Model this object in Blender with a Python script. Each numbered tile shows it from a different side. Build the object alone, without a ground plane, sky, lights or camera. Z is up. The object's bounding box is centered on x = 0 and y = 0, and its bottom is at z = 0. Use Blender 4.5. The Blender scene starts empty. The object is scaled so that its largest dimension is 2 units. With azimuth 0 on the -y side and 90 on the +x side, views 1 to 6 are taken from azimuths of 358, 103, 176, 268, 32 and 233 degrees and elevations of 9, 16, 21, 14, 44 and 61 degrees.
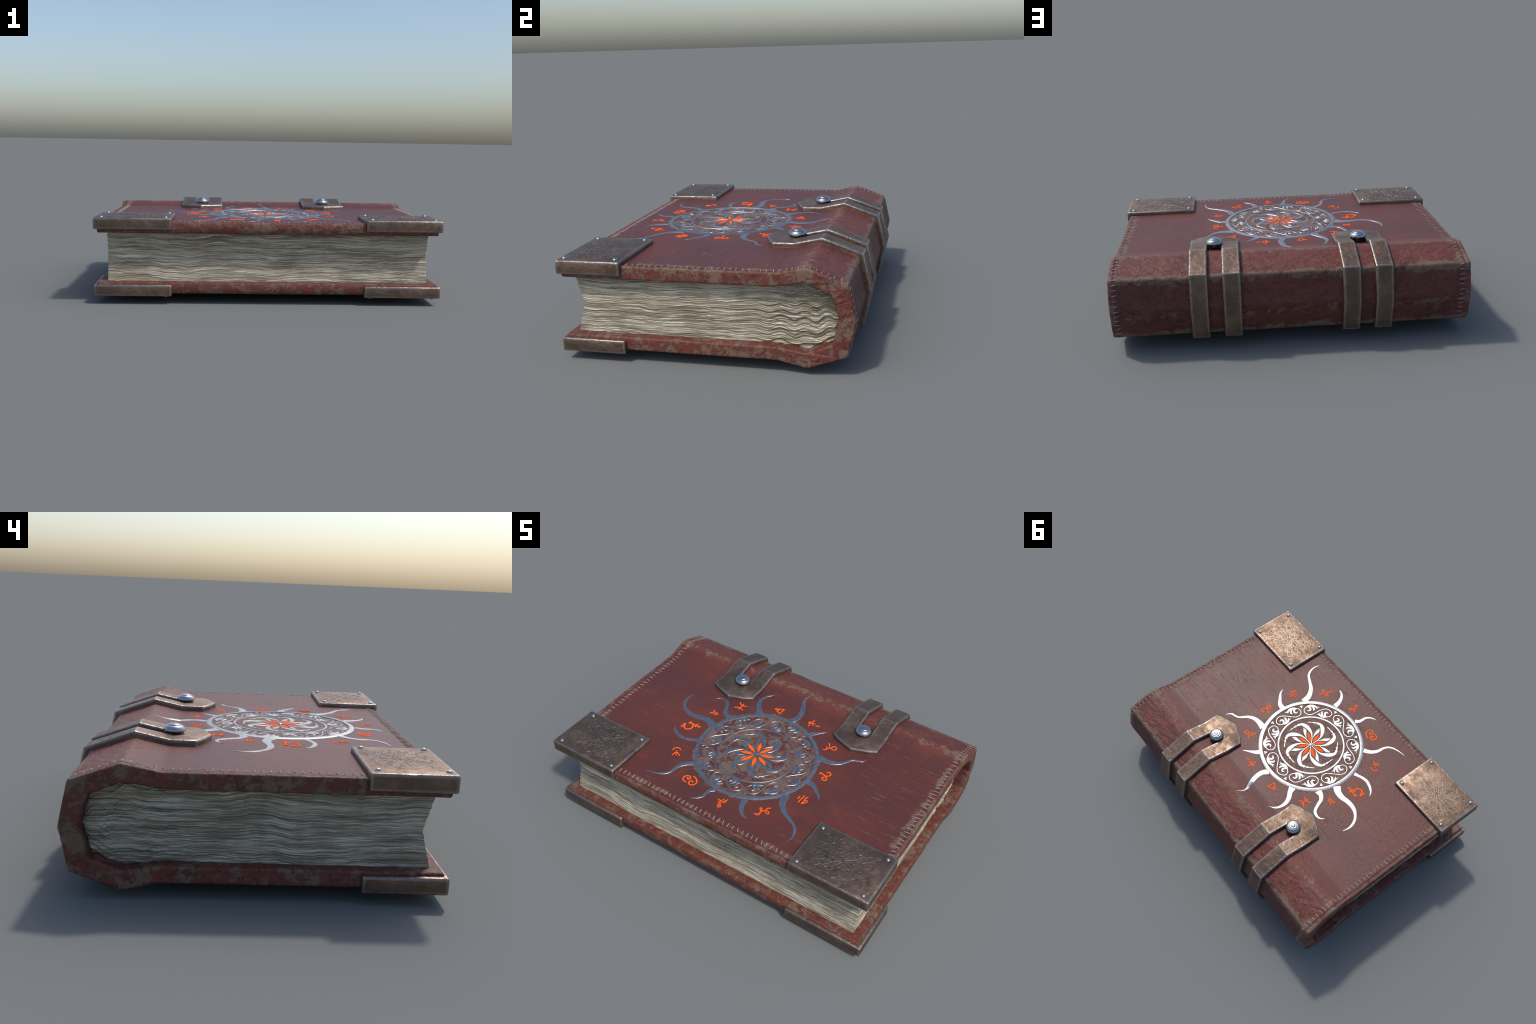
# Old leather-bound book lying flat: U-shaped leather case (front cover, spine,
# back cover), wavy page block, four bronze corner plates with rivets and scroll
# engraving, two split bronze straps over the spine with big studs, sewn edges,
# and a silver sun emblem with twelve rays and twelve bright orange signs.
import bpy, bmesh, math, random
import numpy as np
from mathutils import Vector, Matrix

random.seed(7)
RNG = np.random.default_rng(7)

# ------------------------------------------------------------------ helpers
ROOT = bpy.data.objects.new("old_spell_book", None)
bpy.context.scene.collection.objects.link(ROOT)
ROOT["label"] = "thick closed red leather book with bronze corners and silver sun"
ROOT["category"] = "old book"


def add(name, mesh, parent=ROOT, mat=None, smooth=True):
    ob = bpy.data.objects.new(name, mesh)
    bpy.context.scene.collection.objects.link(ob)
    ob.parent = parent
    if mat is not None:
        mesh.materials.clear()
        mesh.materials.append(mat)
    if smooth:
        mesh.polygons.foreach_set("use_smooth", [True] * len(mesh.polygons))
    return ob


def mesh_from(name, verts, faces, angle=None):
    me = bpy.data.meshes.new(name)
    me.from_pydata([tuple(map(float, v)) for v in verts], [], faces)
    me.validate()
    me.update()
    bm = bmesh.new()
    bm.from_mesh(me)
    bmesh.ops.recalc_face_normals(bm, faces=bm.faces)
    bm.to_mesh(me)
    bm.free()
    if angle is not None:
        me.polygons.foreach_set("use_smooth", [True] * len(me.polygons))
        me.set_sharp_from_angle(angle=math.radians(angle))
    return me


def hash3(ix, iy, iz, seed):
    h = (ix * 374761393 + iy * 668265263 + iz * 2147483647 + seed * 974634577) & 0xFFFFFFFF
    h = ((h ^ (h >> 13)) * 1274126177) & 0xFFFFFFFF
    return ((h ^ (h >> 16)) & 0xFFFFFF) / float(0xFFFFFF)


def vnoise(p, seed=0):
    """smooth value noise in [-1, 1] on an (n, 3) array"""
    p = np.asarray(p, float)
    i = np.floor(p).astype(np.int64)
    f = p - i
    f = f * f * f * (f * (f * 6 - 15) + 10)
    out = 0
    for dx in (0, 1):
        for dy in (0, 1):
            for dz in (0, 1):
                w = (f[:, 0] if dx else 1 - f[:, 0]) * (f[:, 1] if dy else 1 - f[:, 1]) * (f[:, 2] if dz else 1 - f[:, 2])
                out = out + w * hash3(i[:, 0] + dx, i[:, 1] + dy, i[:, 2] + dz, seed)
    return out * 2 - 1


def fbm(p, seed=0, octaves=3):
    p = np.asarray(p, float)
    total, amp = 0, 1.0
    for o in range(octaves):
        total = total + amp * vnoise(p * 2 ** o + 17.3 * o, seed + o)
        amp *= 0.5
    return total


def spline(points, per=6):
    """Catmull-Rom through rows of any width"""
    P = np.asarray(points, float)
    if len(P) == 2:
        return P
    Q = np.vstack([2 * P[0] - P[1], P, 2 * P[-1] - P[-2]])
    out = []
    for k in range(1, len(Q) - 2):
        a, b, c, d = Q[k - 1], Q[k], Q[k + 1], Q[k + 2]
        for t in np.linspace(0, 1, per, endpoint=False):
            out.append(0.5 * (2 * b + (c - a) * t + (2 * a - 5 * b + 4 * c - d) * t * t + (3 * b - a - 3 * c + d) * t ** 3))
    out.append(P[-1])
    return np.array(out)


# ------------------------------------------------------------------ profile of the case (y, z)
ZTOP, ZBOT = 0.4735, 0.0590
FRONT = -0.7030
OUTER = [(FRONT, ZTOP), (0.335, ZTOP), (0.472, 0.5030), (0.655, 0.4370), (0.691, 0.2690), (0.655, 0.1005), (0.471, 0.0310), (0.335, ZBOT), (FRONT, ZBOT)]
INNER = [(FRONT, 0.4080), (0.327, 0.4085), (0.466, 0.4330), (0.583, 0.3860), (0.616, 0.2700), (0.583, 0.1540), (0.466, 0.1060), (0.327, 0.1250), (FRONT, 0.1250)]


def resample(poly, counts):
    out = []
    for (a, b), n in zip(zip(poly[:-1], poly[1:]), counts):
        a, b = np.array(a), np.array(b)
        out += [a + (b - a) * t for t in np.linspace(0, 1, n, endpoint=False)]
    out.append(np.array(poly[-1]))
    return np.array(out)


def relax(P, times):
    P = P.copy()
    for _ in range(times):
        P[1:-1] = 0.5 * P[1:-1] + 0.25 * (P[:-2] + P[2:])
    return P


def top_z(y):
    ys = [p[0] for p in OUTER[:4]]
    zs = [p[1] for p in OUTER[:4]]
    return float(np.interp(y, ys, zs))


def end_x(y):
    """half length of the case: it flares a little toward the spine"""
    return np.interp(y, [-0.70, 0.335, 0.472, 0.655, 0.70], [0.9795, 0.9845, 0.992, 0.9980, 0.999])


# ------------------------------------------------------------------ materials
class Nodes:
    def __init__(self, name):
        self.mat = bpy.data.materials.new(name)
        self.mat.use_nodes = True
        self.t = self.mat.node_tree
        self.bsdf = self.t.nodes["Principled BSDF"]
        self.co = self.t.nodes.new("ShaderNodeTexCoord").outputs["Object"]
        self.xyz = self.t.nodes.new("ShaderNodeSeparateXYZ")
        self.link(self.co, self.xyz.inputs[0])
        self.x, self.y, self.z = self.xyz.outputs

    def link(self, a, b):
        if isinstance(a, (int, float)):
            b.default_value = a
        elif isinstance(a, (tuple, list)):
            b.default_value = (*a, 1) if len(a) == 3 and b.type == "RGBA" else a
        else:
            self.t.links.new(a, b)

    def math(self, op, a, b=0.0, c=0.0, clamp=False):
        n = self.t.nodes.new("ShaderNodeMath")
        n.operation, n.use_clamp = op, clamp
        for v, s in zip((a, b, c), n.inputs):
            self.link(v, s)
        return n.outputs[0]

    def step(self, v, lo, hi):
        n = self.t.nodes.new("ShaderNodeMapRange")
        n.interpolation_type = "SMOOTHSTEP"
        for k, q in zip(("Value", "From Min", "From Max"), (v, lo, hi)):
            self.link(q, n.inputs[k])
        if isinstance(lo, (int, float)) and isinstance(hi, (int, float)) and lo > hi:
            n.inputs["From Min"].default_value, n.inputs["From Max"].default_value = hi, lo
            n.inputs["To Min"].default_value, n.inputs["To Max"].default_value = 1.0, 0.0
        return n.outputs[0]

    def map(self, scale=(1, 1, 1), rot=(0, 0, 0), loc=(0, 0, 0), vec=None):
        n = self.t.nodes.new("ShaderNodeMapping")
        self.link(vec or self.co, n.inputs["Vector"])
        n.inputs["Scale"].default_value, n.inputs["Rotation"].default_value, n.inputs["Location"].default_value = scale, rot, loc
        return n.outputs[0]

    def noise(self, scale, detail=3.0, rough=0.55, vec=None, warp=0.0):
        n = self.t.nodes.new("ShaderNodeTexNoise")
        self.link(vec or self.co, n.inputs["Vector"])
        n.inputs["Scale"].default_value, n.inputs["Detail"].default_value = scale, detail
        n.inputs["Roughness"].default_value, n.inputs["Distortion"].default_value = rough, warp
        return n.outputs["Fac"]

    def voronoi(self, scale, feature="F1", vec=None):
        n = self.t.nodes.new("ShaderNodeTexVoronoi")
        n.feature = feature
        self.link(vec or self.co, n.inputs["Vector"])
        n.inputs["Scale"].default_value = scale
        return n.outputs["Distance"]

    def mix(self, fac, a, b):
        n = self.t.nodes.new("ShaderNodeMix")
        n.data_type = "RGBA"
        self.link(fac, n.inputs[0])
        self.link(a, n.inputs[6])
        self.link(b, n.inputs[7])
        return n.outputs[2]

    def bump(self, height, strength, distance, normal=None):
        n = self.t.nodes.new("ShaderNodeBump")
        n.inputs["Strength"].default_value, n.inputs["Distance"].default_value = strength, distance
        self.link(height, n.inputs["Height"])
        if normal is not None:
            self.link(normal, n.inputs["Normal"])
        return n.outputs[0]

    def edge(self, radius, lo=0.05, hi=0.3):
        """1 on edges: how far the bevelled normal leans from the true one"""
        b = self.t.nodes.new("ShaderNodeBevel")
        b.samples = 6
        b.inputs["Radius"].default_value = radius
        g = self.t.nodes.new("ShaderNodeNewGeometry")
        d = self.t.nodes.new("ShaderNodeVectorMath")
        d.operation = "DOT_PRODUCT"
        self.link(b.outputs[0], d.inputs[0])
        self.link(g.outputs["Normal"], d.inputs[1])
        return self.step(self.math("SUBTRACT", 1.0, d.outputs["Value"]), lo, hi)

    def out(self, color, rough, metallic=0.0, normal=None, **more):
        for k, v in dict({"Base Color": color, "Roughness": rough, "Metallic": metallic}, **more).items():
            self.link(v, self.bsdf.inputs[k.replace("_", " ")])
        if normal is not None:
            self.link(normal, self.bsdf.inputs["Normal"])
        return self.mat


def leather_material():
    n = Nodes("worn_red_leather")
    ax = n.math("ABSOLUTE", n.x)
    az = n.math("ABSOLUTE", n.math("SUBTRACT", n.z, 0.268))
    big = n.noise(2.3, 4)
    mid = n.noise(9.0, 6, 0.6)
    fine = n.noise(34.0, 6, 0.65, warp=0.6)
    blot = n.noise(26.0, 8, 0.70, warp=0.5)

    def near(dist, w):
        return n.step(dist, w, 0.0)

    def both(a, b):
        return n.math("MULTIPLY", a, b)

    def either(*m):
        out = m[0]
        for k in m[1:]:
            out = n.math("MAXIMUM", out, k)
        return out

    # ridges that rub: shoulder ridge, spine corners, spine middle
    outside = n.step(az, 0.17, 0.20)
    wob = n.math("MULTIPLY", n.math("SUBTRACT", mid, 0.5), 0.05)
    yw = n.math("ADD", n.y, wob)
    peak = both(near(n.math("ABSOLUTE", n.math("SUBTRACT", yw, 0.455)), 0.095), outside)
    core = both(near(n.math("ABSOLUTE", n.math("SUBTRACT", yw, 0.462)), 0.050), outside)
    dy = n.math("SUBTRACT", yw, 0.656)
    dz = n.math("SUBTRACT", n.math("ADD", az, wob), 0.168)
    corner = near(n.math("SQRT", n.math("ADD", both(dy, dy), both(dz, dz))), 0.055)
    spine = n.step(n.y, 0.50, 0.62)
    band = both(spine, near(n.math("ABSOLUTE", n.math("SUBTRACT", n.z, 0.225)), 0.06))
    # border outside the sewing line, edge faces and the turned-in inside
    sx = n.math("SUBTRACT", ax, n.math("MULTIPLY", n.y, 0.012))
    border = either(n.step(sx, 0.950, 0.966), n.step(n.y, -0.675, -0.692))
    inside = both(n.step(az, 0.178, 0.165), n.step(n.y, 0.60, 0.55))
    border = either(border, inside)
    sewn = both(n.step(az, 0.15, 0.17), either(near(n.math("ABSOLUTE", n.math("SUBTRACT", sx, 0.940)), 0.030), near(n.math("ABSOLUTE", n.math("ADD", n.y, 0.667)), 0.026)))
    # emblem ground
    ex, ey = n.x, n.math("ADD", n.y, 0.147)
    er = n.math("SQRT", n.math("ADD", both(ex, ex), both(ey, ey)))
    disc = both(n.step(er, 0.372, 0.345), n.step(n.z, 0.44, 0.46))

    # dyed hide: warmer in the handled middle, duller toward the rim
    rim = either(n.step(n.math("ADD", ax, wob), 0.50, 0.92), n.step(n.math("ADD", n.math("MULTIPLY", yw, -1.0), 0.0), 0.35, 0.66))
    tone = n.math("SUBTRACT", n.step(big, 0.36, 0.58), n.math("MULTIPLY", rim, 0.75), clamp=True)
    col = n.mix(tone, (0.090, 0.0265, 0.0225), (0.118, 0.0305, 0.0195))
    col = n.mix(n.math("MULTIPLY", n.step(mid, 0.54, 0.72), 0.45), col, (0.152, 0.038, 0.025))
    dark_spine = both(spine, n.step(n.noise(4.0, 4, vec=n.map((0.6, 2, 5))), 0.42, 0.62))
    col = n.mix(n.math("MULTIPLY", dark_spine, 0.45), col, (0.071, 0.024, 0.020))
    red = both(peak, n.step(n.math("ADD", mid, n.math("MULTIPLY", peak, 0.24)), 0.44, 0.68))
    red = either(red, n.math("MULTIPLY", border, 0.85))
    red = either(red, both(corner, n.step(mid, 0.35, 0.55)))
    slope = both(n.step(n.y, 0.47, 0.52), n.step(az, 0.155, 0.175))
    red = either(red, both(slope, n.math("MULTIPLY", n.step(mid, 0.30, 0.56), 0.90)))
    red = either(red, both(spine, n.math("MULTIPLY", n.step(mid, 0.38, 0.62), 0.62)))
    col = n.mix(red, col, n.mix(n.step(fine, 0.32, 0.68), (0.108, 0.029, 0.0210), (0.165, 0.042, 0.0275)))
    # scratches: short strokes along and across the board
    flat = n.math("SUBTRACT", 1.0, either(border, spine))
    where = n.step(n.noise(2.6, 3, vec=n.map((1, 1, 1), loc=(3.1, 0.7, 0))), 0.42, 0.60)
    where = either(where, both(n.step(n.x, 0.25, 0.55), n.step(n.noise(5.0, 2), 0.40, 0.55)))
    lines = None
    for rot, sc, lo in ((0.04, (6, 90, 3), 0.672), (0.03 + math.pi / 2, (5, 95, 3), 0.660), (0.75, (8, 85, 3), 0.685)):
        k = n.step(n.noise(1.0, 2, 0.5, vec=n.map(sc, rot=(0, 0, rot))), lo, lo + 0.035)
        lines = k if lines is None else either(lines, k)
    lines = both(both(lines, where), flat)
    col = n.mix(n.math("MULTIPLY", lines, 0.55), col, n.mix(n.step(fine, 0.45, 0.6), (0.190, 0.050, 0.038), (0.250, 0.130, 0.090)))
    # bare tan hide where the colour has gone
    bias = n.math("MULTIPLY", core, 0.100)
    for m, k in ((corner, 0.190), (border, 0.085), (band, 0.085), (disc, 0.115), (sewn, 0.095)):
        bias = n.math("ADD", bias, n.math("MULTIPLY", m, k))
    patch = n.math("ADD", n.math("MULTIPLY", blot, 0.62), n.math("MULTIPLY", mid, 0.38))
    tan_at = n.step(n.math("ADD", patch, bias), 0.570, 0.640)
    tan_at = both(tan_at, n.step(either(core, corner, border, band, disc, sewn), 0.02, 0.25))
    col = n.mix(n.math("MULTIPLY", tan_at, 0.88), col, n.mix(fine, (0.128, 0.079, 0.055), (0.195, 0.125, 0.088)))
    # pits and dark stains on edge faces, dark thread holes along the seam
    pit = both(n.step(n.noise(26.0, 4, 0.6, vec=n.map(loc=(5, 2, 8))), 0.60, 0.67), border)
    col = n.mix(n.math("MULTIPLY", pit, 0.6), col, (0.060, 0.022, 0.021))
    seam = both(n.step(az, 0.15, 0.17), either(near(n.math("ABSOLUTE", n.math("SUBTRACT", sx, 0.9585)), 0.010), near(n.math("ABSOLUTE", n.math("ADD", n.y, 0.684)), 0.009)))
    seam = both(seam, n.step(blot, 0.36, 0.50))
    col = n.mix(n.math("MULTIPLY", seam, 0.6), col, (0.050, 0.020, 0.021))
    # relief
    grain = n.math("ADD", n.math("MULTIPLY", n.noise(150.0, 2, 0.6), 0.5), n.math("MULTIPLY", n.noise(62.0, 2, 0.5, warp=0.8), 1.5))
    height = n.math("ADD", n.math("MULTIPLY", grain, 0.27), n.math("MULTIPLY", tan_at, -0.30))
    height = n.math("ADD", height, n.math("MULTIPLY", lines, -0.38))
    height = n.math("ADD", height, n.math("MULTIPLY", pit, -0.8))
    height = n.math("ADD", height, n.math("MULTIPLY", seam, -0.6))
    rough_zone = either(spine, border, peak)
    height = n.math("ADD", height, n.math("MULTIPLY", both(fine, rough_zone), 1.25))
    wrinkle = n.noise(1.0, 5, 0.6, vec=n.map((13, 17, 17)), warp=1.0)
    crease = n.step(n.math("ABSOLUTE", n.math("SUBTRACT", wrinkle, 0.5)), 0.022, 0.0)
    crease = both(both(crease, n.math("SUBTRACT", spine, border, clamp=True)), n.step(n.noise(5.0, 3), 0.46, 0.60))
    height = n.math("ADD", height, n.math("MULTIPLY", crease, -0.6))
    height = n.math("ADD", height, n.math("MULTIPLY", both(wrinkle, either(spine, slope)), 4.2))
    nrm = n.bump(height, 1.0, 0.0032)
    rough = n.math("ADD", n.math("MULTIPLY", tan_at, 0.15), n.math("ADD", 0.425, n.math("MULTIPLY", mid, 0.16)))
    return n.out(col, rough, 0.0, nrm, Specular_IOR_Level=0.36)


def bronze_material():
    n = Nodes("aged_bronze")
    big = n.noise(7.0, 5, 0.6)
    fine = n.noise(45.0, 5, 0.6)
    dent = n.noise(24.0, 6, 0.6, warp=0.8)
    edge = n.edge(0.020, 0.0015, 0.03)
    edge = n.math("MULTIPLY", edge, n.step(n.noise(38.0, 4), 0.22, 0.48))
    col = n.mix(n.step(big, 0.35, 0.68), (0.140, 0.094, 0.068), (0.222, 0.152, 0.109))
    col = n.mix(n.math("MULTIPLY", n.step(fine, 0.58, 0.70), 0.5), col, (0.100, 0.071, 0.054))
    col = n.mix(n.math("MULTIPLY", edge, 0.8), col, (0.370, 0.335, 0.320))  # rim tint brightened for the highlights along rounded metal edges
    h = n.math("ADD", dent, n.math("MULTIPLY", fine, 0.25))
    nrm = n.bump(h, 0.70, 0.006)
    rough = n.math("ADD", 0.37, n.math("MULTIPLY", n.step(dent, 0.30, 0.70), 0.28))
    rough = n.math("SUBTRACT", rough, n.math("MULTIPLY", edge, 0.16))
    return n.out(col, rough, 0.86, nrm)


def silver_material():
    n = Nodes("inlaid_silver")
    fine = n.noise(60.0, 4)
    col = n.mix(n.step(fine, 0.35, 0.7), (0.300, 0.304, 0.316), (0.400, 0.404, 0.412))
    return n.out(col, 0.42, 1.0, n.bump(fine, 0.15, 0.001))


def steel_material():
    n = Nodes("polished_steel")
    fine = n.noise(40.0, 3)
    col = n.mix(fine, (0.31, 0.325, 0.345), (0.44, 0.455, 0.475))
    return n.out(col, 0.27, 1.0, n.bump(fine, 0.15, 0.001))


def engraving_material():
    n = Nodes("engraved_line_metal")
    return n.out((0.225, 0.176, 0.145), 0.46, 0.9)


def orange_material():
    n = Nodes("orange_painted_glow")
    return n.out(n.mix(n.noise(30.0, 2), (1.0, 0.108, 0.012), (1.0, 0.130, 0.016)), 0.9, Specular_IOR_Level=0.05)  # glow of the signs put into a near-full base colour, sheen removed


def thread_material():
    n = Nodes("linen_thread")
    tw = n.noise(90.0, 2)
    return n.out(n.mix(tw, (0.250, 0.165, 0.130), (0.385, 0.290, 0.240)), 0.8, 0.0, n.bump(tw, 0.5, 0.001))


def paper_material():
    n = Nodes("old_paper_edges")
    warp = n.noise(5.0, 3, 0.5, vec=n.map((1, 1, 0.4)))
    dz = n.math("MULTIPLY", n.math("SUBTRACT", warp, 0.5), 0.06)
    v = n.t.nodes.new("ShaderNodeCombineXYZ")
    n.link(n.x, v.inputs[0])
    n.link(n.y, v.inputs[1])
    n.link(n.math("ADD", n.z, dz), v.inputs[2])
    v = v.outputs[0]
    wide = n.noise(1.0, 3, 0.6, vec=n.map((1.6, 1.6, 34), vec=v))
    thin = n.noise(1.0, 3, 0.65, vec=n.map((4.5, 4.5, 200), vec=v))
    stain = n.noise(5.0, 5, 0.6, vec=n.map((1, 1, 1.5), loc=(2, 4, 1)))
    col = n.mix(n.step(wide, 0.34, 0.66), (0.235, 0.200, 0.138), (0.440, 0.388, 0.285))  # page tones darkened to carry the occlusion shading between the boards
    col = n.mix(n.math("MULTIPLY", n.step(thin, 0.50, 0.64), 0.70), col, (0.735, 0.700, 0.600))
    col = n.mix(n.math("MULTIPLY", n.step(thin, 0.48, 0.36), 0.75), col, (0.100, 0.085, 0.058))
    col = n.mix(n.math("MULTIPLY", n.step(stain, 0.50, 0.68), 0.40), col, (0.150, 0.122, 0.080))
    bands = n.noise(1.0, 3, 0.6, vec=n.map((13, 13, 1.2), loc=(4, 1, 2)))
    col = n.mix(n.math("MULTIPLY", n.step(bands, 0.50, 0.66), 0.15), col, (0.165, 0.138, 0.092))
    nrm = n.bump(n.math("ADD", thin, n.math("MULTIPLY", wide, 0.6)), 0.9, 0.006)
    return n.out(col, 0.7, 0.0, nrm, Specular_IOR_Level=0.3)


LEATHER, BRONZE, SILVER, STEEL = leather_material(), bronze_material(), silver_material(), steel_material()
ENGRAVED, ORANGE, THREAD, PAPER = engraving_material(), orange_material(), thread_material(), paper_material()

# ------------------------------------------------------------------ emblem drawing: spines (x, y, width) and pen strokes (x, y)
RAYS = [
    [(0.302, -0.173, 0.0440), (0.317, -0.230, 0.0352), (0.357, -0.279, 0.0273), (0.404, -0.307, 0.0198), (0.456, -0.337, 0.0158), (0.479, -0.375, 0.0123), (0.486, -0.412, 0.0079), (0.477, -0.448, 0.0018)],
    [(0.142, -0.322, 0.0352), (0.151, -0.363, 0.0273), (0.168, -0.397, 0.0211), (0.190, -0.418, 0.0158), (0.212, -0.428, 0.0097), (0.226, -0.427, 0.0026)],
    [(-0.035, -0.352, 0.0286), (-0.051, -0.375, 0.0229), (-0.055, -0.397, 0.0194), (-0.057, -0.426, 0.0158), (-0.071, -0.449, 0.0132), (-0.090, -0.464, 0.0088), (-0.111, -0.475, 0.0018)],
    [(-0.245, -0.253, 0.0330), (-0.266, -0.267, 0.0299), (-0.287, -0.288, 0.0273), (-0.305, -0.323, 0.0220), (-0.311, -0.368, 0.0167), (-0.326, -0.400, 0.0141), (-0.353, -0.421, 0.0123), (-0.389, -0.434, 0.0088), (-0.437, -0.443, 0.0022)],
    [(-0.344, -0.090, 0.0264), (-0.372, -0.102, 0.0198), (-0.402, -0.114, 0.0198), (-0.435, -0.119, 0.0211), (-0.470, -0.111, 0.0198), (-0.495, -0.099, 0.0158), (-0.514, -0.085, 0.0097), (-0.528, -0.064, 0.0018)],
    [(-0.347, 0.060, 0.0506), (-0.384, 0.080, 0.0440), (-0.428, 0.084, 0.0374), (-0.469, 0.075, 0.0330), (-0.510, 0.072, 0.0299), (-0.549, 0.080, 0.0242), (-0.580, 0.099, 0.0185), (-0.604, 0.126, 0.0176), (-0.619, 0.162, 0.0158), (-0.621, 0.195, 0.0106), (-0.614, 0.228, 0.0022)],
    [(-0.301, 0.177, 0.0462), (-0.334, 0.182, 0.0317), (-0.361, 0.202, 0.0246), (-0.376, 0.236, 0.0211), (-0.391, 0.268, 0.0198), (-0.410, 0.288, 0.0202), (-0.438, 0.295, 0.0167), (-0.463, 0.287, 0.0097), (-0.481, 0.266, 0.0018)],
    [(-0.183, 0.296, 0.0462), (-0.199, 0.327, 0.0330), (-0.227, 0.359, 0.0299), (-0.244, 0.397, 0.0255), (-0.244, 0.438, 0.0176), (-0.229, 0.472, 0.0114), (-0.196, 0.501, 0.0022)],
    [(0.003, 0.348, 0.0352), (0.023, 0.382, 0.0343), (0.026, 0.422, 0.0317), (0.017, 0.464, 0.0299), (0.001, 0.501, 0.0255), (-0.016, 0.537, 0.0158), (-0.015, 0.571, 0.0088), (0.004, 0.598, 0.0018)],
    [(0.158, 0.305, 0.0343), (0.174, 0.329, 0.0273), (0.195, 0.350, 0.0185), (0.218, 0.371, 0.0097), (0.238, 0.389, 0.0018)],
    [(0.300, 0.175, 0.0484), (0.351, 0.173, 0.0352), (0.392, 0.181, 0.0273), (0.423, 0.201, 0.0211), (0.445, 0.229, 0.0158), (0.464, 0.258, 0.0123), (0.489, 0.272, 0.0123), (0.515, 0.281, 0.0110), (0.528, 0.298, 0.0053), (0.535, 0.314, 0.0018)],
    [(0.350, -0.024, 0.0374), (0.384, -0.030, 0.0290), (0.413, -0.052, 0.0211), (0.442, -0.076, 0.0158), (0.456, -0.092, 0.0106), (0.468, -0.117, 0.0018)],
]
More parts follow.
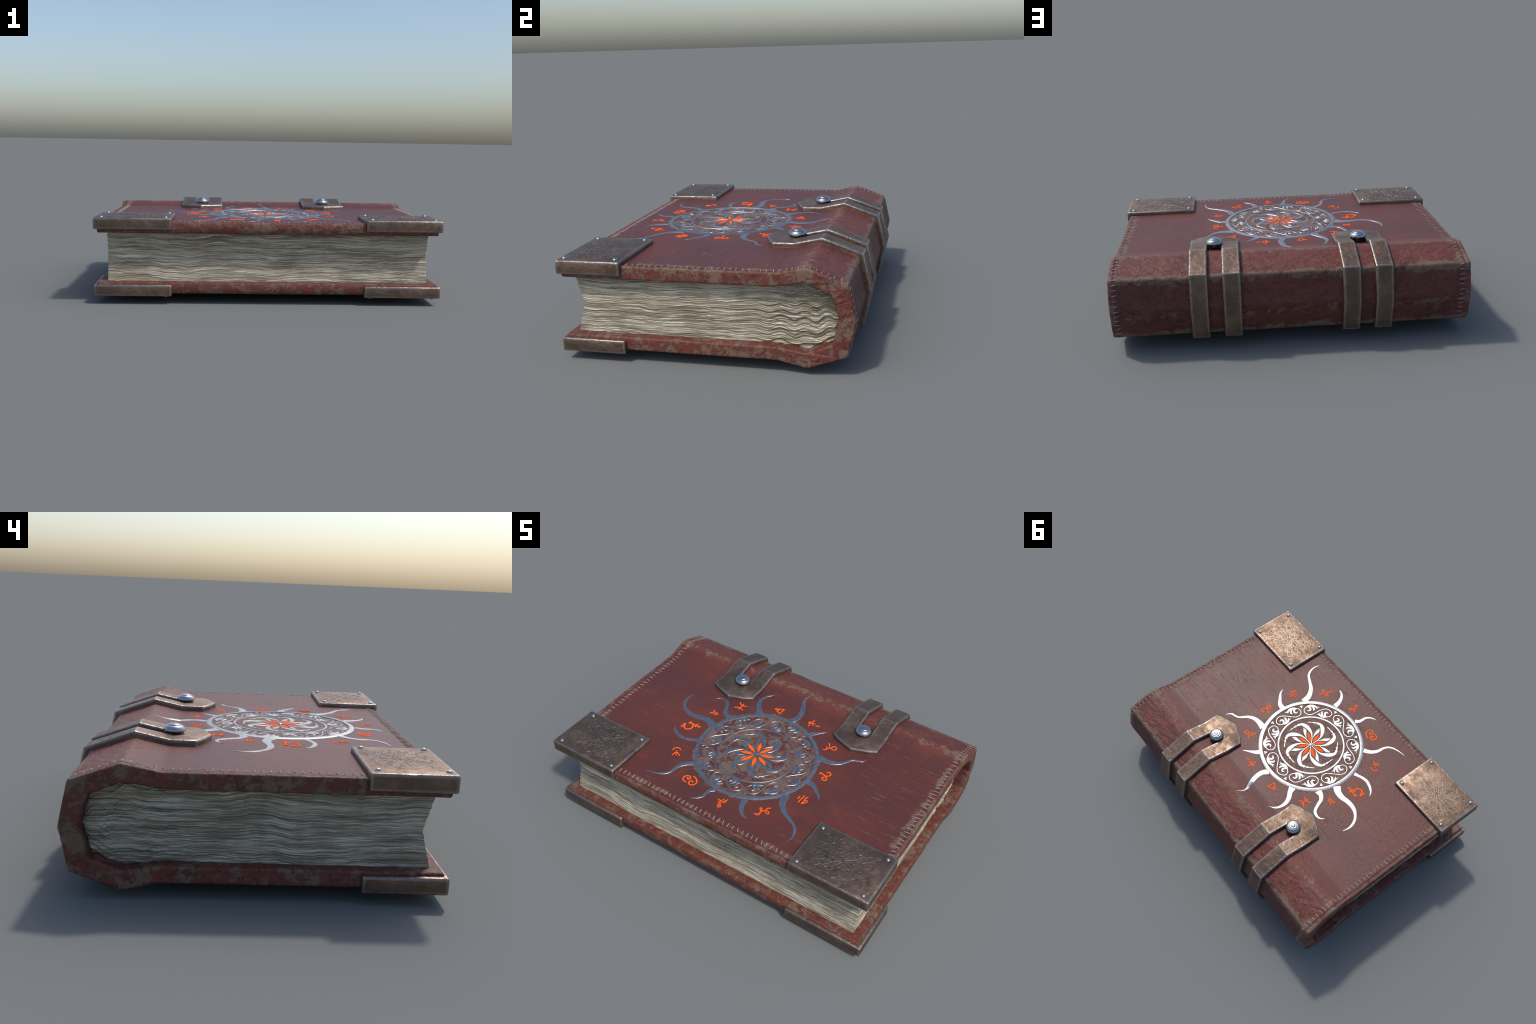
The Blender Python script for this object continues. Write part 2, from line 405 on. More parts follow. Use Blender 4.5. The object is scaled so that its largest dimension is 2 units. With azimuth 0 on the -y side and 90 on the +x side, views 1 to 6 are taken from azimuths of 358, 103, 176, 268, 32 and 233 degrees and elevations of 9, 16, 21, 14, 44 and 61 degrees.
GLYPHS = [
    (0.0057, [[(0.405, -0.184), (0.408, -0.173), (0.417, -0.165), (0.421, -0.155), (0.416, -0.147), (0.406, -0.149), (0.400, -0.141), (0.405, -0.131), (0.408, -0.121)], [(0.402, -0.181), (0.405, -0.165), (0.405, -0.150)], [(0.384, -0.184), (0.387, -0.121)], [(0.369, -0.165), (0.369, -0.139)]]),
    (0.0057, [[(0.288, -0.299), (0.276, -0.309), (0.274, -0.327), (0.285, -0.340), (0.299, -0.342), (0.295, -0.328), (0.278, -0.326), (0.268, -0.336), (0.258, -0.344)], [(0.255, -0.344), (0.255, -0.330), (0.243, -0.325), (0.245, -0.335), (0.257, -0.346), (0.262, -0.358), (0.254, -0.358), (0.261, -0.365), (0.261, -0.373), (0.251, -0.371), (0.255, -0.381), (0.245, -0.376), (0.237, -0.381)]]),
    (0.0057, [[(0.067, -0.376), (0.067, -0.399), (0.055, -0.404)], [(0.066, -0.389), (0.045, -0.387)], [(0.062, -0.401), (0.024, -0.401)], [(0.048, -0.407), (0.035, -0.416)], [(0.056, -0.417), (0.040, -0.424)], [(0.066, -0.436), (0.056, -0.447), (0.046, -0.436), (0.056, -0.428), (0.066, -0.436)]]),
    (0.0075, [[(-0.188, -0.336), (-0.165, -0.343), (-0.145, -0.363), (-0.147, -0.387), (-0.164, -0.398), (-0.179, -0.391), (-0.180, -0.376), (-0.167, -0.370), (-0.163, -0.378)], [(-0.193, -0.393), (-0.213, -0.391), (-0.226, -0.375), (-0.221, -0.355), (-0.205, -0.347), (-0.192, -0.356), (-0.193, -0.368), (-0.204, -0.369), (-0.206, -0.360)]]),
    (0.0062, [[(-0.371, -0.210), (-0.388, -0.202), (-0.403, -0.206), (-0.412, -0.220), (-0.410, -0.236)], [(-0.386, -0.226), (-0.390, -0.233)], [(-0.374, -0.237), (-0.347, -0.252)], [(-0.376, -0.245), (-0.367, -0.259)], [(-0.386, -0.247), (-0.386, -0.271)], [(-0.372, -0.234), (-0.389, -0.246)]]),
    (0.0088, [[(-0.406, 0.006), (-0.470, 0.007)], [(-0.428, 0.023), (-0.428, -0.009)], [(-0.405, 0.014), (-0.406, -0.002)], [(-0.448, -0.001), (-0.437, -0.018), (-0.440, -0.037), (-0.457, -0.050), (-0.474, -0.046), (-0.485, -0.028), (-0.492, -0.014)], [(-0.492, -0.012), (-0.493, -0.053)], [(-0.470, 0.018), (-0.476, -0.004)]]),
    (0.0070, [[(-0.424, 0.178), (-0.415, 0.166), (-0.394, 0.166), (-0.387, 0.159), (-0.391, 0.150), (-0.410, 0.152), (-0.424, 0.153), (-0.426, 0.138)]]),
    (0.0066, [[(-0.282, 0.318), (-0.299, 0.308), (-0.320, 0.311), (-0.338, 0.326)], [(-0.281, 0.273), (-0.300, 0.280), (-0.321, 0.279), (-0.340, 0.268)], [(-0.310, 0.324), (-0.309, 0.264)]]),
    (0.0057, [[(-0.081, 0.417), (-0.085, 0.369), (-0.130, 0.394), (-0.081, 0.417)], [(-0.108, 0.383), (-0.106, 0.397), (-0.119, 0.398)]]),
    (0.0062, [[(0.174, 0.400), (0.163, 0.403), (0.157, 0.394), (0.147, 0.400)], [(0.135, 0.411), (0.123, 0.401), (0.135, 0.389)], [(0.118, 0.436), (0.118, 0.415), (0.100, 0.401), (0.113, 0.387), (0.115, 0.369)], [(0.123, 0.401), (0.100, 0.401)]]),
    (0.0066, [[(0.290, 0.311), (0.303, 0.291), (0.318, 0.277), (0.339, 0.273), (0.348, 0.285), (0.339, 0.301), (0.325, 0.299), (0.321, 0.286), (0.311, 0.277), (0.305, 0.266), (0.290, 0.274)], [(0.300, 0.268), (0.302, 0.252), (0.289, 0.245)]]),
    (0.0070, [[(0.371, 0.075), (0.393, 0.070), (0.411, 0.070), (0.421, 0.079), (0.424, 0.093), (0.412, 0.104), (0.401, 0.099), (0.403, 0.092)], [(0.393, 0.070), (0.414, 0.059), (0.423, 0.044), (0.414, 0.033), (0.399, 0.038), (0.399, 0.052), (0.407, 0.052)], [(0.375, 0.080), (0.369, 0.062)]]),
]


# ------------------------------------------------------------------ leather case
def build_case():
    counts = [150, 22, 30, 28, 28, 30, 22, 150]
    out = relax(resample(OUTER, counts), 2)
    inn = relax(resample(INNER, counts), 2)
    n = len(out)
    nx, m, r = 330, 8, 0.0090
    xs = np.linspace(-1, 1, nx)
    lens = np.concatenate([[0], np.cumsum(np.linalg.norm(np.diff(0.5 * (out + inn), axis=0), axis=1))])
    thick = np.linalg.norm(out - inn, axis=1)
    verts, ring_n = [], None
    for i in range(n):
        s = min(lens[i], lens[-1] - lens[i])
        d = r - math.sqrt(max(r * r - (r - s) ** 2, 0)) if s < r else 0.0
        T, L = thick[i], float(end_x(0.5 * (out[i][0] + inn[i][0])))
        L = float(end_x(out[i][0]))
        rc = max(r - d, 0.0)
        loop = []                                    # (t, x) of a rounded rectangle
        for x in xs:
            loop.append((d, x * (L - r)))
        for a in np.linspace(0, 1, 5)[1:-1] * math.pi / 2:
            loop.append((d + rc * (1 - math.cos(a)), (L - r) + rc * math.sin(a)))
        for t in np.linspace(r, T - r, m):
            loop.append((t, L - r + rc))
        for a in np.linspace(0, 1, 5)[1:-1] * math.pi / 2:
            loop.append((T - d - rc * (1 - math.sin(a)), (L - r) + rc * math.cos(a)))
        for x in xs[::-1]:
            loop.append((T - d, x * (L - r)))
        for a in np.linspace(0, 1, 5)[1:-1] * math.pi / 2:
            loop.append((T - d - rc * (1 - math.cos(a)), -(L - r) - rc * math.sin(a)))
        for t in np.linspace(T - r, r, m):
            loop.append((t, -(L - r + rc)))
        for a in np.linspace(0, 1, 5)[1:-1] * math.pi / 2:
            loop.append((d + rc * (1 - math.sin(a)), -(L - r) - rc * math.cos(a)))
        ring_n = len(loop)
        for t, x in loop:
            p = out[i] + (inn[i] - out[i]) * (t / T)
            verts.append((x, p[0], p[1]))
    V = np.array(verts)
    faces = []
    for i in range(n - 1):
        a, b = i * ring_n, (i + 1) * ring_n
        for j in range(ring_n):
            k = (j + 1) % ring_n
            faces.append((a + j, a + k, b + k, b + j))
    side = nx + 3 + m + 3
    for i in (0, n - 1):                             # edge caps: strip between both long sides
        a = i * ring_n
        for j in range(nx - 1):
            faces.append((a + j, a + j + 1, a + side + nx - 2 - j, a + side + nx - 1 - j))
        faces.append(tuple(a + j for j in range(nx - 1, side + 1)))
        faces.append(tuple(a + j % ring_n for j in range(side + nx - 1, ring_n + 1)))
    me = mesh_from("case", V, faces)
    nv = len(me.vertices)
    co = np.empty(nv * 3)
    me.vertices.foreach_get("co", co)
    co = co.reshape(-1, 3)
    nor = np.empty(nv * 3)
    me.vertices.foreach_get("normal", nor)
    nor = nor.reshape(-1, 3)
    ax, az = np.abs(co[:, 0]), np.abs(co[:, 2] - 0.268)
    spine = np.clip((co[:, 1] - 0.40) / 0.12, 0, 1)
    rim = np.clip((np.maximum(ax - 0.955, -0.688 - co[:, 1]) + 0.01) / 0.02, 0, 1)
    d = 0.0007 * fbm(co * 3.0, 1, 2)
    d += spine * (1 - rim) * (0.0020 * fbm(co * np.array([9, 26, 26]), 5, 4) + 0.0005 * vnoise(co * np.array([3, 3, 40]), 9))
    d += rim * (0.0007 * fbm(co * 38, 11, 3) - 0.0003)
    # sewing furrow along the border of the outer faces
    groove = np.exp(-(((ax - 0.0135 * np.maximum(co[:, 1], 0)) - 0.9600) / 0.004) ** 2) * (az > 0.15)
    groove = np.maximum(groove, np.exp(-((co[:, 1] + 0.6855) / 0.004) ** 2) * (az > 0.19))
    d -= groove * 0.0022
    co += nor * d[:, None]
    me.vertices.foreach_set("co", co.ravel())
    me.update()
    # split into boards and spine with shared borders and the whole body's normals
    vn = np.empty(nv * 3)
    me.vertices.foreach_get("normal", vn)
    vn = vn.reshape(-1, 3)
    i_front, i_back = 150, n - 1 - 150
    groups = {"front_cover": [], "spine": [], "back_cover": []}
    for f in me.polygons:
        i = min(v // ring_n for v in f.vertices)
        key = "front_cover" if i < i_front else ("back_cover" if i >= i_back else "spine")
        groups[key].append(tuple(f.vertices))
    bpy.data.meshes.remove(me)
    for key, fs in groups.items():
        ids = sorted({v for f in fs for v in f})
        index = {v: k for k, v in enumerate(ids)}
        part = bpy.data.meshes.new(key)
        part.from_pydata(co[ids].tolist(), [], [tuple(index[v] for v in f) for f in fs])
        part.update()
        part.polygons.foreach_set("use_smooth", [True] * len(part.polygons))
        part.normals_split_custom_set_from_vertices([tuple(v) for v in vn[ids]])
        PARTS[key] = add(key, part, ROOT, LEATHER, smooth=False)


PARTS = {}
build_case()


# ------------------------------------------------------------------ page block
def build_pages():
    top = [(-0.70, 0.415), (0.327, 0.415), (0.466, 0.4355), (0.586, 0.3870), (0.619, 0.2700)]
    bot = [(-0.70, 0.122), (0.327, 0.122), (0.466, 0.1030), (0.586, 0.1530), (0.619, 0.2700)]
    HX, YF, YB = 0.9285, -0.6575, 0.6185
    ny, nf, nv = 300, 420, 230
    v = np.linspace(0, 1, nv)
    t = np.linspace(0, 1, ny)
    ys = YB + (YF - YB) * t                       # back to front
    zt = np.interp(ys, *np.array(top).T)
    zb = np.interp(ys, *np.array(bot).T)
    fold = 0.039 * (1 - np.abs(2 * v - 1))     # hollow fore-edge

    def row_z(y, vv):
        return np.interp(y, *np.array(bot).T) * (1 - vv) + np.interp(y, *np.array(top).T) * vv

    P, Nrm, S = [], [], []
    for k, vv in enumerate(v):
        fade = np.clip((t - 0.75) / 0.25, 0, 1) ** 2
        yl = ys + fold[k] * fade
        z = zb * (1 - vv) + zt * vv
        left = np.stack([np.full(ny, -HX), yl, z], 1)
        xf = np.linspace(-HX, HX, nf)[1:-1]
        front = np.stack([xf, np.full(nf - 2, YF + fold[k]), np.full(nf - 2, z[-1])], 1)
        right = left[::-1] * np.array([-1, 1, 1])
        row = np.vstack([left, front, right])
        nr = np.vstack([np.tile((-1, 0, 0), (ny, 1)), np.tile((0, -1, 0), (nf - 2, 1)), np.tile((1, 0, 0), (ny, 1))]).astype(float)
        nr[ny - 1], nr[ny + nf - 2] = (-0.7, -0.7, 0), (0.7, -0.7, 0)
        P.append(row)
        Nrm.append(nr)
        S.append(np.full(len(row), vv))
    P, Nrm, S = np.vstack(P), np.vstack(Nrm), np.concatenate(S)
    near = np.clip((P[:, 1] - 0.18) / 0.22, 0, 1)            # leaves splay by the spine
    q = S * 0.29
    loose = np.stack([P[:, 0] * 4, P[:, 1] * 4, q * 5], 1)
    wave = 0.006 * vnoise(loose, 3) + 0.0030 * np.sin(P[:, 0] * 31 + P[:, 1] * 37 + 2 * vnoise(loose * 0.7, 4))
    wave += near * (0.010 * np.sin(P[:, 1] * 52 + 1.6 * vnoise(np.stack([P[:, 0], P[:, 1] * 3, q * 6], 1), 8)) + 0.004 * vnoise(np.stack([P[:, 0] * 3, P[:, 1] * 16, q * 10], 1), 6))
    qq = q + wave
    relief = (0.85 + 0.45 * near) * vnoise(np.stack([P[:, 0] * 2.2, P[:, 1] * 2.2, qq * 85], 1), 21)
    relief += 0.9 * vnoise(np.stack([P[:, 0] * 4, P[:, 1] * 4, qq * 230], 1), 22)
    relief += 0.3 * vnoise(np.stack([P[:, 0] * 30, P[:, 1] * 30, qq * 260], 1), 23)
    P += Nrm * ((relief - 0.2) * (0.0020 + 0.0032 * near) - 0.0050 * near)[:, None]
    w = 2 * ny + nf - 2
    faces = []
    for k in range(nv - 1):
        a, b = k * w, (k + 1) * w
        faces += [(a + j, a + j + 1, b + j + 1, b + j) for j in range(w - 1)]
    for a in (0, (nv - 1) * w):                    # lid and floor, hidden under the boards
        faces += [(a + j, a + j + 1, a + w - 2 - j, a + w - 1 - j) for j in range(ny - 1)]
        faces.append(tuple(a + j for j in range(ny - 1, ny + nf - 1)))
    faces += [(k * w, (k + 1) * w, (k + 1) * w + w - 1, k * w + w - 1) for k in range(nv - 1)]
    add("page_block", mesh_from("page_block", P, faces), ROOT, PAPER)


build_pages()


# ------------------------------------------------------------------ corner plates
def rounded_box(name, lo, hi, r, seg=3, cuts=0):
    bm = bmesh.new()
    bmesh.ops.create_cube(bm, size=1.0)
    lo, hi = Vector(lo), Vector(hi)
    for v in bm.verts:
        v.co = Vector(((lo[k] + hi[k]) / 2 + v.co[k] * (hi[k] - lo[k]) for k in range(3)))
    bmesh.ops.bevel(bm, geom=bm.edges[:], offset=r, segments=seg, profile=0.5, affect="EDGES")
    me = bpy.data.meshes.new(name)
    bm.to_mesh(me)
    bm.free()
    me.polygons.foreach_set("use_smooth", [True] * len(me.polygons))
    me.set_sharp_from_angle(angle=math.radians(50))
    return me


def lathe(name, prof, seg=20):
    verts, faces = [], []
    for r, z in prof:
        verts += [(r * math.cos(math.tau * k / seg), r * math.sin(math.tau * k / seg), z) for k in range(seg)]
    n = len(prof)
    for i in range(n - 1):
        for k in range(seg):
            faces.append((i * seg + k, i * seg + (k + 1) % seg, (i + 1) * seg + (k + 1) % seg, (i + 1) * seg + k))
    faces.append(tuple(range(seg)))
    faces.append(tuple((n - 1) * seg + k for k in range(seg)))
    return mesh_from(name, verts, faces, 60)


def ribbons(name, strokes, zfun, h, bevel=0.35, base=-0.002):
    """solid flat bands: strokes are lists of (x, y, width); top edges are chamfered"""
    verts, faces = [], []
    for lift, st in enumerate(strokes):               # each stroke a hair higher than the last
        st = np.asarray(st, float)
        d = np.gradient(st[:, :2], axis=0)
        d /= np.linalg.norm(d, axis=1)[:, None] + 1e-12
        nrm = np.stack([-d[:, 1], d[:, 0]], 1)
        b0 = len(verts)
        for (x, y, w), nv in zip(st, nrm):
            b = min(bevel * w, h * 1.0)
            for off, up in ((-w / 2, base), (-w / 2, 0.25 * h), (-w / 2 + b, h), (w / 2 - b, h), (w / 2, 0.25 * h), (w / 2, base)):
                px, py = x + nv[0] * off, y + nv[1] * off
                verts.append((px, py, zfun(px, py) + up + 0.00012 * (lift % 8)))
        k = len(st)
        for i in range(k - 1):
            a, c = b0 + 6 * i, b0 + 6 * (i + 1)
            for j in range(6):
                faces.append((a + j, a + (j + 1) % 6, c + (j + 1) % 6, c + j))
        faces.append(tuple(b0 + j for j in range(6)))
        faces.append(tuple(b0 + 6 * (k - 1) + j for j in range(6)))
    return mesh_from(name, verts, faces, 35)


def spiral(cx, cy, r0, r1, a0, turns, w0, w1, n=26):
    t = np.linspace(0, 1, n)
    r = r0 + (r1 - r0) * t ** 0.8
    a = a0 + turns * math.tau * t
    return np.stack([cx + r * np.cos(a), cy + r * np.sin(a), w0 + (w1 - w0) * t], 1)


def scroll_motif():
    """one quarter of the plate engraving, in a 1 x 1 quarter cell"""
    s = []
    s.append(spiral(0.42, 0.52, 0.30, 0.05, -2.6, 1.35, 0.0045, 0.003))
    s.append(spiral(0.70, 0.24, 0.20, 0.04, 2.3, -1.3, 0.0042, 0.003))
    s.append(spiral(0.24, 0.80, 0.17, 0.03, -1.2, 1.3, 0.0042, 0.003))
    s.append(spiral(0.74, 0.72, 0.17, 0.03, -2.3, -1.25, 0.0042, 0.003))
    s.append(spiral(0.16, 0.22, 0.15, 0.02, 0.2, 1.2, 0.0042, 0.003))
    for pts in ([(0.0, 0.10), (0.12, 0.34), (0.10, 0.56), (0.16, 0.70)], [(0.08, 0.0), (0.30, 0.10), (0.52, 0.08), (0.62, 0.12)],
                [(0.05, 0.05), (0.28, 0.30), (0.52, 0.40), (0.80, 0.46), (0.95, 0.36), (0.99, 0.44)],
                [(0.30, 0.36), (0.46, 0.66), (0.50, 0.88), (0.42, 0.99), (0.36, 0.94)],
                [(0.52, 0.62), (0.62, 0.82), (0.60, 0.95), (0.68, 1.0)], [(0.66, 0.50), (0.86, 0.60), (0.97, 0.58)],
                [(0.86, 0.84), (0.95, 0.90), (0.90, 0.98)], [(0.82, 0.14), (0.93, 0.10), (0.98, 0.20)], [(0.10, 0.92), (0.0, 1.04), (-0.06, 0.94)]):
        q = spline(pts, 5)
        s.append(np.column_stack([q, np.linspace(0.0048, 0.0028, len(q))]))
    for k in range(5):                               # small leaves round the heart
        a = 0.15 + k * 0.32
        r = 0.34 + 0.08 * (k % 2)
        q = spline([(r * math.cos(a), r * math.sin(a)), ((r + 0.10) * math.cos(a + 0.14), (r + 0.10) * math.sin(a + 0.14)), ((r + 0.19) * math.cos(a + 0.02), (r + 0.19) * math.sin(a + 0.02))], 4)
        s.append(np.column_stack([q, np.linspace(0.0055, 0.0025, len(q))]))
    return s


PX0, PX1, PY0, PY1 = 0.5565, 1.0, -0.7165, -0.3970


def build_plates():
    rivet = lathe("rivet", [(0.0125, -0.004), (0.0125, 0.0015), (0.0112, 0.0050), (0.0080, 0.0078), (0.0035, 0.0092)], 14)
    pcx, pcy = (PX0 + PX1) / 2, (PY0 + PY1) / 2
    cellx, celly = 0.158, 0.118
    for top in (True, False):
        z0, z1 = (0.4290, 0.4965) if top else (0.0445, 0.1115)
        for sx in (1, -1):
            lo = (PX0 if sx > 0 else -PX1, PY0, z0)
            hi = (PX1 if sx > 0 else -PX0, PY1, z1)
            plate = add("corner_plate", rounded_box("corner_plate", lo, hi, 0.0075, 3), ROOT, BRONZE, smooth=False)
            face, up = (z1, 1) if top else (z0, -1)
            for x in (PX0 + 0.035, PX1 - 0.043):
                for y in (PY0 + 0.031, PY1 - 0.033):
                    rv = add("rivet", rivet, plate, STEEL, smooth=False)
                    rv.location = (sx * x, y, face)
                    rv.scale = (1, 1, up)
                    rv.rotation_euler = (0, 0, random.random() * 6.28)
            strokes = []
            for qx in (1, -1):
                for qy in (1, -1):
                    for st in scroll_motif():
                        st = st.copy()
                        st[:, 0] = sx * pcx + qx * st[:, 0] * cellx
                        st[:, 1] = pcy + qy * st[:, 1] * celly
                        if qx * qy < 0:
                            st = st[::-1]
                        strokes.append(st)
            me = ribbons("scroll_engraving", strokes, lambda x, y: 0.0, 0.0005, 0.12, -0.001)
            eng = add("scroll_engraving", me, plate, ENGRAVED, smooth=False)
            eng["kind"] = "stuff"
            eng.location = (0, 0, face)
            if not top:
                me.transform(Matrix.Diagonal((1, 1, -1, 1)))
                me.flip_normals()


build_plates()


# ------------------------------------------------------------------ straps over the spine
def build_strap(cx):
    HW, SLOT, TH = 0.1400, 0.0405, 0.0258
    # bevelled cross-section swept along the case profile, one arm each side of the slot
    low = [(0.320, ZTOP), *OUTER[1:8], (0.320, ZBOT)]
    low = np.array([(y, z) for y, z in low], float)

    def offset(P, d):
        out = []
        for k in range(len(P)):
            a = P[k] - P[k - 1] if k else P[1] - P[0]
            b = P[k + 1] - P[k] if k < len(P) - 1 else a
            na, nb = np.array([-a[1], a[0]]) / np.hypot(*a), np.array([-b[1], b[0]]) / np.hypot(*b)
            m = na + nb
            m /= np.hypot(*m)
            out.append(P[k] + m * d / max(m @ na, 0.5))
        return np.array(out)

    verts, faces = [], []
    dirn = 1.0
    lvl_in, lvl_mid, lvl_top = offset(low, -0.006 * dirn), offset(low, (TH - 0.007) * dirn), offset(low, TH * dirn)
    b = 0.007
    for xa, xb in ((-HW, -SLOT), (SLOT, HW)):
        base = len(verts)
        for k in range(len(low)):
            for x, L in ((xa, lvl_in), (xa, lvl_mid), (xa + b * 0.35, 0.65 * lvl_top + 0.35 * lvl_mid), (xa + b, lvl_top), (xb - b, lvl_top), (xb - b * 0.35, 0.65 * lvl_top + 0.35 * lvl_mid), (xb, lvl_mid), (xb, lvl_in)):
                verts.append((cx + x, L[k][0], L[k][1]))
        for k in range(len(low) - 1):
            for j in range(8):
                p, q = base + 8 * k, base + 8 * (k + 1)
                faces.append((p + j, p + (j + 1) % 8, q + (j + 1) % 8, q + j))
        faces.append(tuple(base + j for j in range(8)))
        faces.append(tuple(base + 8 * (len(low) - 1) + j for j in range(8)))
    # pointed tongues at both ends
    for zf, up in ((ZTOP, 1), (ZBOT, -1)):
        outline = [(-HW, 0.3203), (-HW, 0.228), (-0.100, 0.203), (0.0, 0.168), (0.100, 0.203), (HW, 0.228), (HW, 0.3203)]
        c = np.array([0.0, 0.29])
        base = len(verts)
        levels = ((0.0, -0.006), (0.0, TH - 0.007), (0.0025, TH - 0.0025), (0.007, TH))
        for inset, h in levels:
            for x, y in outline:
                px = x - math.copysign(min(inset, abs(x)), x) if abs(x) > 0.02 else x
                py = y + inset if y < 0.31 else y
                verts.append((cx + px, py, zf + up * h))
        k = len(outline)
        for l in range(3):
            p, q = base + l * k, base + (l + 1) * k
            faces += [(p + j, p + j + 1, q + j + 1, q + j) for j in range(k - 1)]
        faces.append(tuple(base + 3 * k + j for j in range(k)))
        faces.append(tuple(base + j for j in range(k)))
        faces.append((*[base + l * k for l in range(4)], *[base + l * k + k - 1 for l in (3, 2, 1, 0)]))
    return mesh_from("strap", verts, faces, 28)


STUD = [(0.020, -0.012), (0.020, 0.004), (0.0400, 0.0055), (0.0470, 0.0105), (0.0478, 0.0150), (0.0455, 0.0225), (0.0385, 0.0310), (0.0300, 0.0352),
        (0.0275, 0.0352), (0.0262, 0.0375), (0.0235, 0.0395), (0.0185, 0.0398), (0.0168, 0.0393), (0.0140, 0.0406), (0.0070, 0.0422), (0.0020, 0.0425)]


def build_straps():
    stud = lathe("stud", STUD, 12)
    for cx in (0.4195, -0.4195):
        strap = add("spine_strap", build_strap(cx), ROOT, BRONZE, smooth=False)
        for z, up in ((0.4985, 1), (0.0425, -1)):
            s = add("stud", stud, strap, STEEL, smooth=False)
            s.location = (cx, 0.3255, z)
            s.scale = (1, 1, up)
            s.rotation_euler = (0, 0, math.radians(11))


build_straps()


# ------------------------------------------------------------------ sewing
def build_stitches():
    n = 9
    verts, faces = [], []
    for k in range(n):
        t = k / (n - 1) * 2 - 1
        arch = math.sqrt(max(1 - t * t, 0.0))
        for j in range(6):
            a = math.tau * j / 6
            rr = 0.0028 * (0.35 + 0.65 * arch)
            verts.append((t * 0.0165, rr * math.cos(a), 0.0022 * arch - 0.0010 + 0.8 * rr * math.sin(a)))
    for k in range(n - 1):
        faces += [(6 * k + j, 6 * k + (j + 1) % 6, 6 * k + 6 + (j + 1) % 6, 6 * k + 6 + j) for j in range(6)]
    faces += [tuple(range(6)), tuple(6 * (n - 1) + j for j in range(6))]
    me = mesh_from("stitch", verts, faces, 80)
    rng = random.Random(3)
    path = relax(resample(OUTER, [150, 22, 30, 28, 28, 30, 22, 150]), 2)
    lens = np.concatenate([[0], np.cumsum(np.linalg.norm(np.diff(path, axis=0), axis=1))])

    def place(pos, across, normal):
        across, normal = Vector(across).normalized(), Vector(normal).normalized()
        ob = add("stitch", me, ROOT, None, smooth=False)
        other = normal.cross(across)
        m = Matrix((across, other, normal)).transposed().to_4x4()
        tilt = Matrix.Rotation(rng.gauss(0.10, 0.16), 4, "Z")
        stretch = Matrix.Diagonal((rng.uniform(0.85, 1.12), rng.uniform(0.85, 1.15), 1, 1))
        ob.matrix_world = Matrix.Translation(Vector(pos)) @ m @ tilt @ stretch

    me.materials.append(THREAD)
    for sx in (1, -1):
        s = 0.325
        while s < lens[-1] - 0.325:
            y, z = np.interp(s, lens, path[:, 0]), np.interp(s, lens, path[:, 1])
            y2, z2 = np.interp(s + 0.004, lens, path[:, 0]), np.interp(s + 0.004, lens, path[:, 1])
            x = float(end_x(y)) - (0.031 if sx > 0 else 0.048) - 0.004 * (z < 0.3)
            place((sx * x, y, z), (1, 0, 0), (0, -(z2 - z), y2 - y))
            s += rng.uniform(0.0265, 0.0315)
    for z, up in ((ZTOP, 1), (ZBOT, -1)):
        x = -0.545
        while x < 0.55:
            place((x, -0.6655, z), (0, 1, 0), (0, 0, up))
            x += rng.uniform(0.0265, 0.0315)


build_stitches()


# ------------------------------------------------------------------ sun emblem on the front cover
CX, CY = 0.0, -0.147


def cover_z(x, y):
    return top_z(y)


def ring(name, r0, r1, h, b, slope, seg=160):
    prof = [(r0, -0.003), (r0, 0.0004), (r0 + b, h), (r1 - slope, h), (r1, 0.0003), (r1 + 0.0005, -0.003)]
    verts, faces = [], []
    for k in range(seg):
        a = math.tau * k / seg
        verts += [(CX + r * math.cos(a), CY + r * math.sin(a), ZTOP + z) for r, z in prof]
    m = len(prof)
    for k in range(seg):
        p, q = k * m, (k + 1) % seg * m
        faces += [(p + j, p + (j + 1) % m, q + (j + 1) % m, q + j) for j in range(m)]
    return mesh_from(name, verts, faces, 30)


def polar(r, deg):
    a = math.radians(deg)
    return CX + r * math.cos(a), CY + r * math.sin(a)


def leaf_between(outer, inner):
    """centre line and width from two edges given as (radius, degrees) rows"""
    A = spline([polar(*p) for p in outer], 5)
    B = spline([polar(*p) for p in inner], 5)
    if len(A) != len(B):
        B = np.stack([np.interp(np.linspace(0, 1, len(A)), np.linspace(0, 1, len(B)), B[:, k]) for k in (0, 1)], 1)
    mid = 0.5 * (A + B)
    return np.column_stack([mid, np.maximum(np.linalg.norm(A - B, axis=1), 0.0016)])


def polar_stroke(rows, per=6):
    """rows of (radius, degrees, width)"""
    q = spline([(*polar(r, a), w) for r, a, w in rows], per)
    q[:, 2] = np.maximum(q[:, 2], 0.0012)
    return q


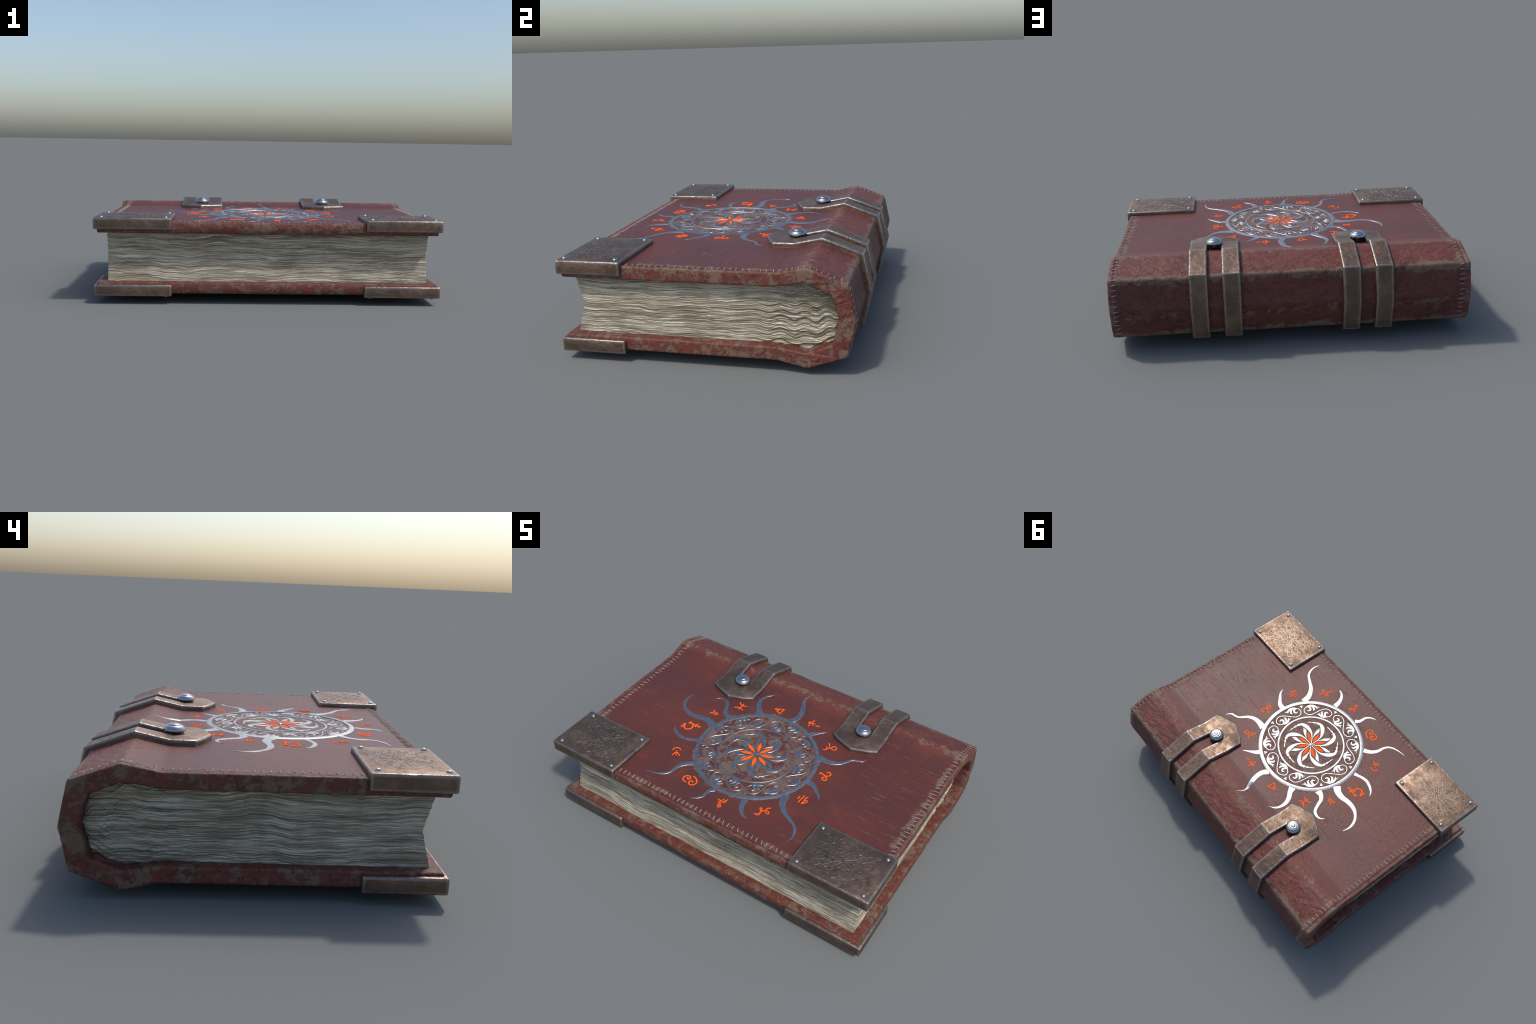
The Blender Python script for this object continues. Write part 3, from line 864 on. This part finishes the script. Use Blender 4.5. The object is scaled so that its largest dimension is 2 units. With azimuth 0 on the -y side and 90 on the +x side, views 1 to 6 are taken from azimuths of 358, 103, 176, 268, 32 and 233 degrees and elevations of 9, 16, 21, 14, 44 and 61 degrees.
def build_emblem():
    H = 0.0013
    sun = add("sun_emblem", ring("sun_emblem", 0.3255, 0.3505, 0.0036, 0.0016, 0.0115), ROOT, SILVER, smooth=False)
    add("emblem_ring", ring("emblem_ring", 0.2125, 0.2238, 0.0022, 0.0014, 0.0016), sun, SILVER, smooth=False)
    for pts in RAYS:
        st = spline([(CX + x, CY + y, w) for x, y, w in pts], 7)
        st[:, 2] = np.maximum(st[:, 2], 0.0014)
        add("sun_ray", ribbons("sun_ray", [st], cover_z, H, 0.12), sun, SILVER, smooth=False)
    for w, strokes in GLYPHS:
        rows = []
        w *= 1.06
        for s in strokes:
            sharp = len(s) in (2, 3) or s[0] == s[-1]
            q = np.array(s, float) if sharp else spline(s, 5)
            if sharp and len(s) > 2:                 # keep corners: split into straight bars
                for a, b in zip(q[:-1], q[1:]):
                    e = (b - a) / np.linalg.norm(b - a) * w * 0.35
                    rows.append([(CX + a[0] - e[0], CY + a[1] - e[1], w), (CX + b[0] + e[0], CY + b[1] + e[1], w)])
            else:
                rows.append(np.column_stack([q[:, 0] + CX, q[:, 1] + CY, np.full(len(q), w)]))
        me = ribbons("orange_sign", rows, cover_z, 0.0013, 0.12)
        add("orange_sign", me, sun, ORANGE, smooth=False)
    # rosette: eight orange petals, eight sickle arms, eight leaflets
    for k in range(8):
        a = 19.3 + 45 * k
        ts = np.linspace(0, 1, 14)
        st = np.array([(*polar(0.021 + 0.081 * t, a - 1.5 + 1.0 * t), max(0.0195 * math.sin(math.pi * t ** 0.92) ** 0.85, 0.0012)) for t in ts])
        add("petal", ribbons("petal", [st], cover_z, 0.0015, 0.12), sun, ORANGE, smooth=False)
        arm = leaf_between([(0.050, a - 21.4), (0.075, a - 19.6), (0.097, a - 17.4), (0.127, a - 10.8), (0.152, a - 3.5), (0.171, a + 5.5), (0.177, a + 13.9), (0.1785, a + 25.7), (0.180, a + 40.0)],
                           [(0.050, a - 18.6), (0.075, a - 12.8), (0.095, a - 8.9), (0.1266, a + 0.6), (0.150, a + 7.2), (0.168, a + 12.6), (0.1700, a + 18), (0.1700, a + 26), (0.178, a + 40.0)])
        n_arm = len(arm)
        for i in range(int(n_arm * 0.72), n_arm - 1):    # notched tail
            arm[i, 2] *= 0.75 + 0.75 * ((i // 2) % 2)
        stem = np.array([(*polar(r, a - 21.5 + 1.0 * (r / 0.055)), w) for r, w in ((0.004, 0.004), (0.025, 0.0042), (0.042, 0.0045), (0.056, 0.006))])
        add("sickle_arm", ribbons("sickle_arm", [arm, stem], cover_z, 0.0019, 0.20), sun, SILVER, smooth=False)
        lf = leaf_between([(0.058, a + 22), (0.080, a + 18.5), (0.101, a + 16.7), (0.121, a + 13.0), (0.140, a + 9.0)],
                          [(0.058, a + 20), (0.078, a + 11.5), (0.098, a + 6.0), (0.113, a + 3.6), (0.140, a + 8.6)])
        add("leaflet", ribbons("leaflet", [lf], cover_z, 0.0017, 0.20), sun, SILVER, smooth=False)
    hub = lathe("hub", [(0.010, -0.002), (0.010, 0.003), (0.006, 0.0048)], 16)
    hub.transform(Matrix.Translation((CX, CY, ZTOP)))
    add("hub", hub, sun, SILVER, smooth=False)
    # frieze of eight S-scrolls with fronds, alternately mirrored, and spacer triangles
    for k in range(8):
        a0 = 19.3 + 45 * k
        flip = k % 2 == 1

        def A(rel):
            return a0 + (45 - rel if flip else rel)

        strokes = []
        W = 0.0062
        strokes.append(polar_stroke([(r, A(t), W) for r, t in ((0.246, 6.2), (0.262, 2.9), (0.284, 2.6), (0.300, 6.0), (0.306, 11.0), (0.296, 15.8), (0.277, 20.5), (0.256, 25.5), (0.241, 31.0), (0.239, 36.5), (0.250, 41.0), (0.270, 42.6), (0.290, 41.2), (0.302, 37.8))]))
        for mirror in (False, True):                  # one frond cluster per lobe, point-mirrored
            def C(r, t):
                return (0.5475 - r, A(45 - t)) if mirror else (r, A(t))

            for rows in (((0.300, 39, 0.007), (0.309, 34.5, 0.018), (0.310, 29.5, 0.018), (0.303, 25.5, 0.011), (0.304, 21.5, 0.002)),
                         ((0.305, 36.5, 0.012), (0.291, 34.0, 0.0150), (0.279, 33.4, 0.0150), (0.269, 35.2, 0.0105), (0.273, 37.8, 0.006)),
                         ((0.306, 31.5, 0.012), (0.292, 29.2, 0.0145), (0.280, 28.4, 0.0130), (0.271, 29.6, 0.004)),
                         ((0.307, 27.5, 0.009), (0.297, 25.2, 0.0100), (0.288, 24.4, 0.0030))):
                strokes.append(polar_stroke([(*C(r, t), w) for r, t, w in rows]))
        add("scroll_leaf", ribbons("scroll_leaf", strokes, cover_z, 0.0017, 0.22), sun, SILVER, smooth=False)
        tri = np.array([(*polar(0.296, a0), 0.0015), (*polar(0.306, a0), 0.013), (*polar(0.315, a0), 0.023)])
        add("spacer", ribbons("spacer", [tri], cover_z, 0.0015, 0.15), sun, SILVER, smooth=False)


build_emblem()
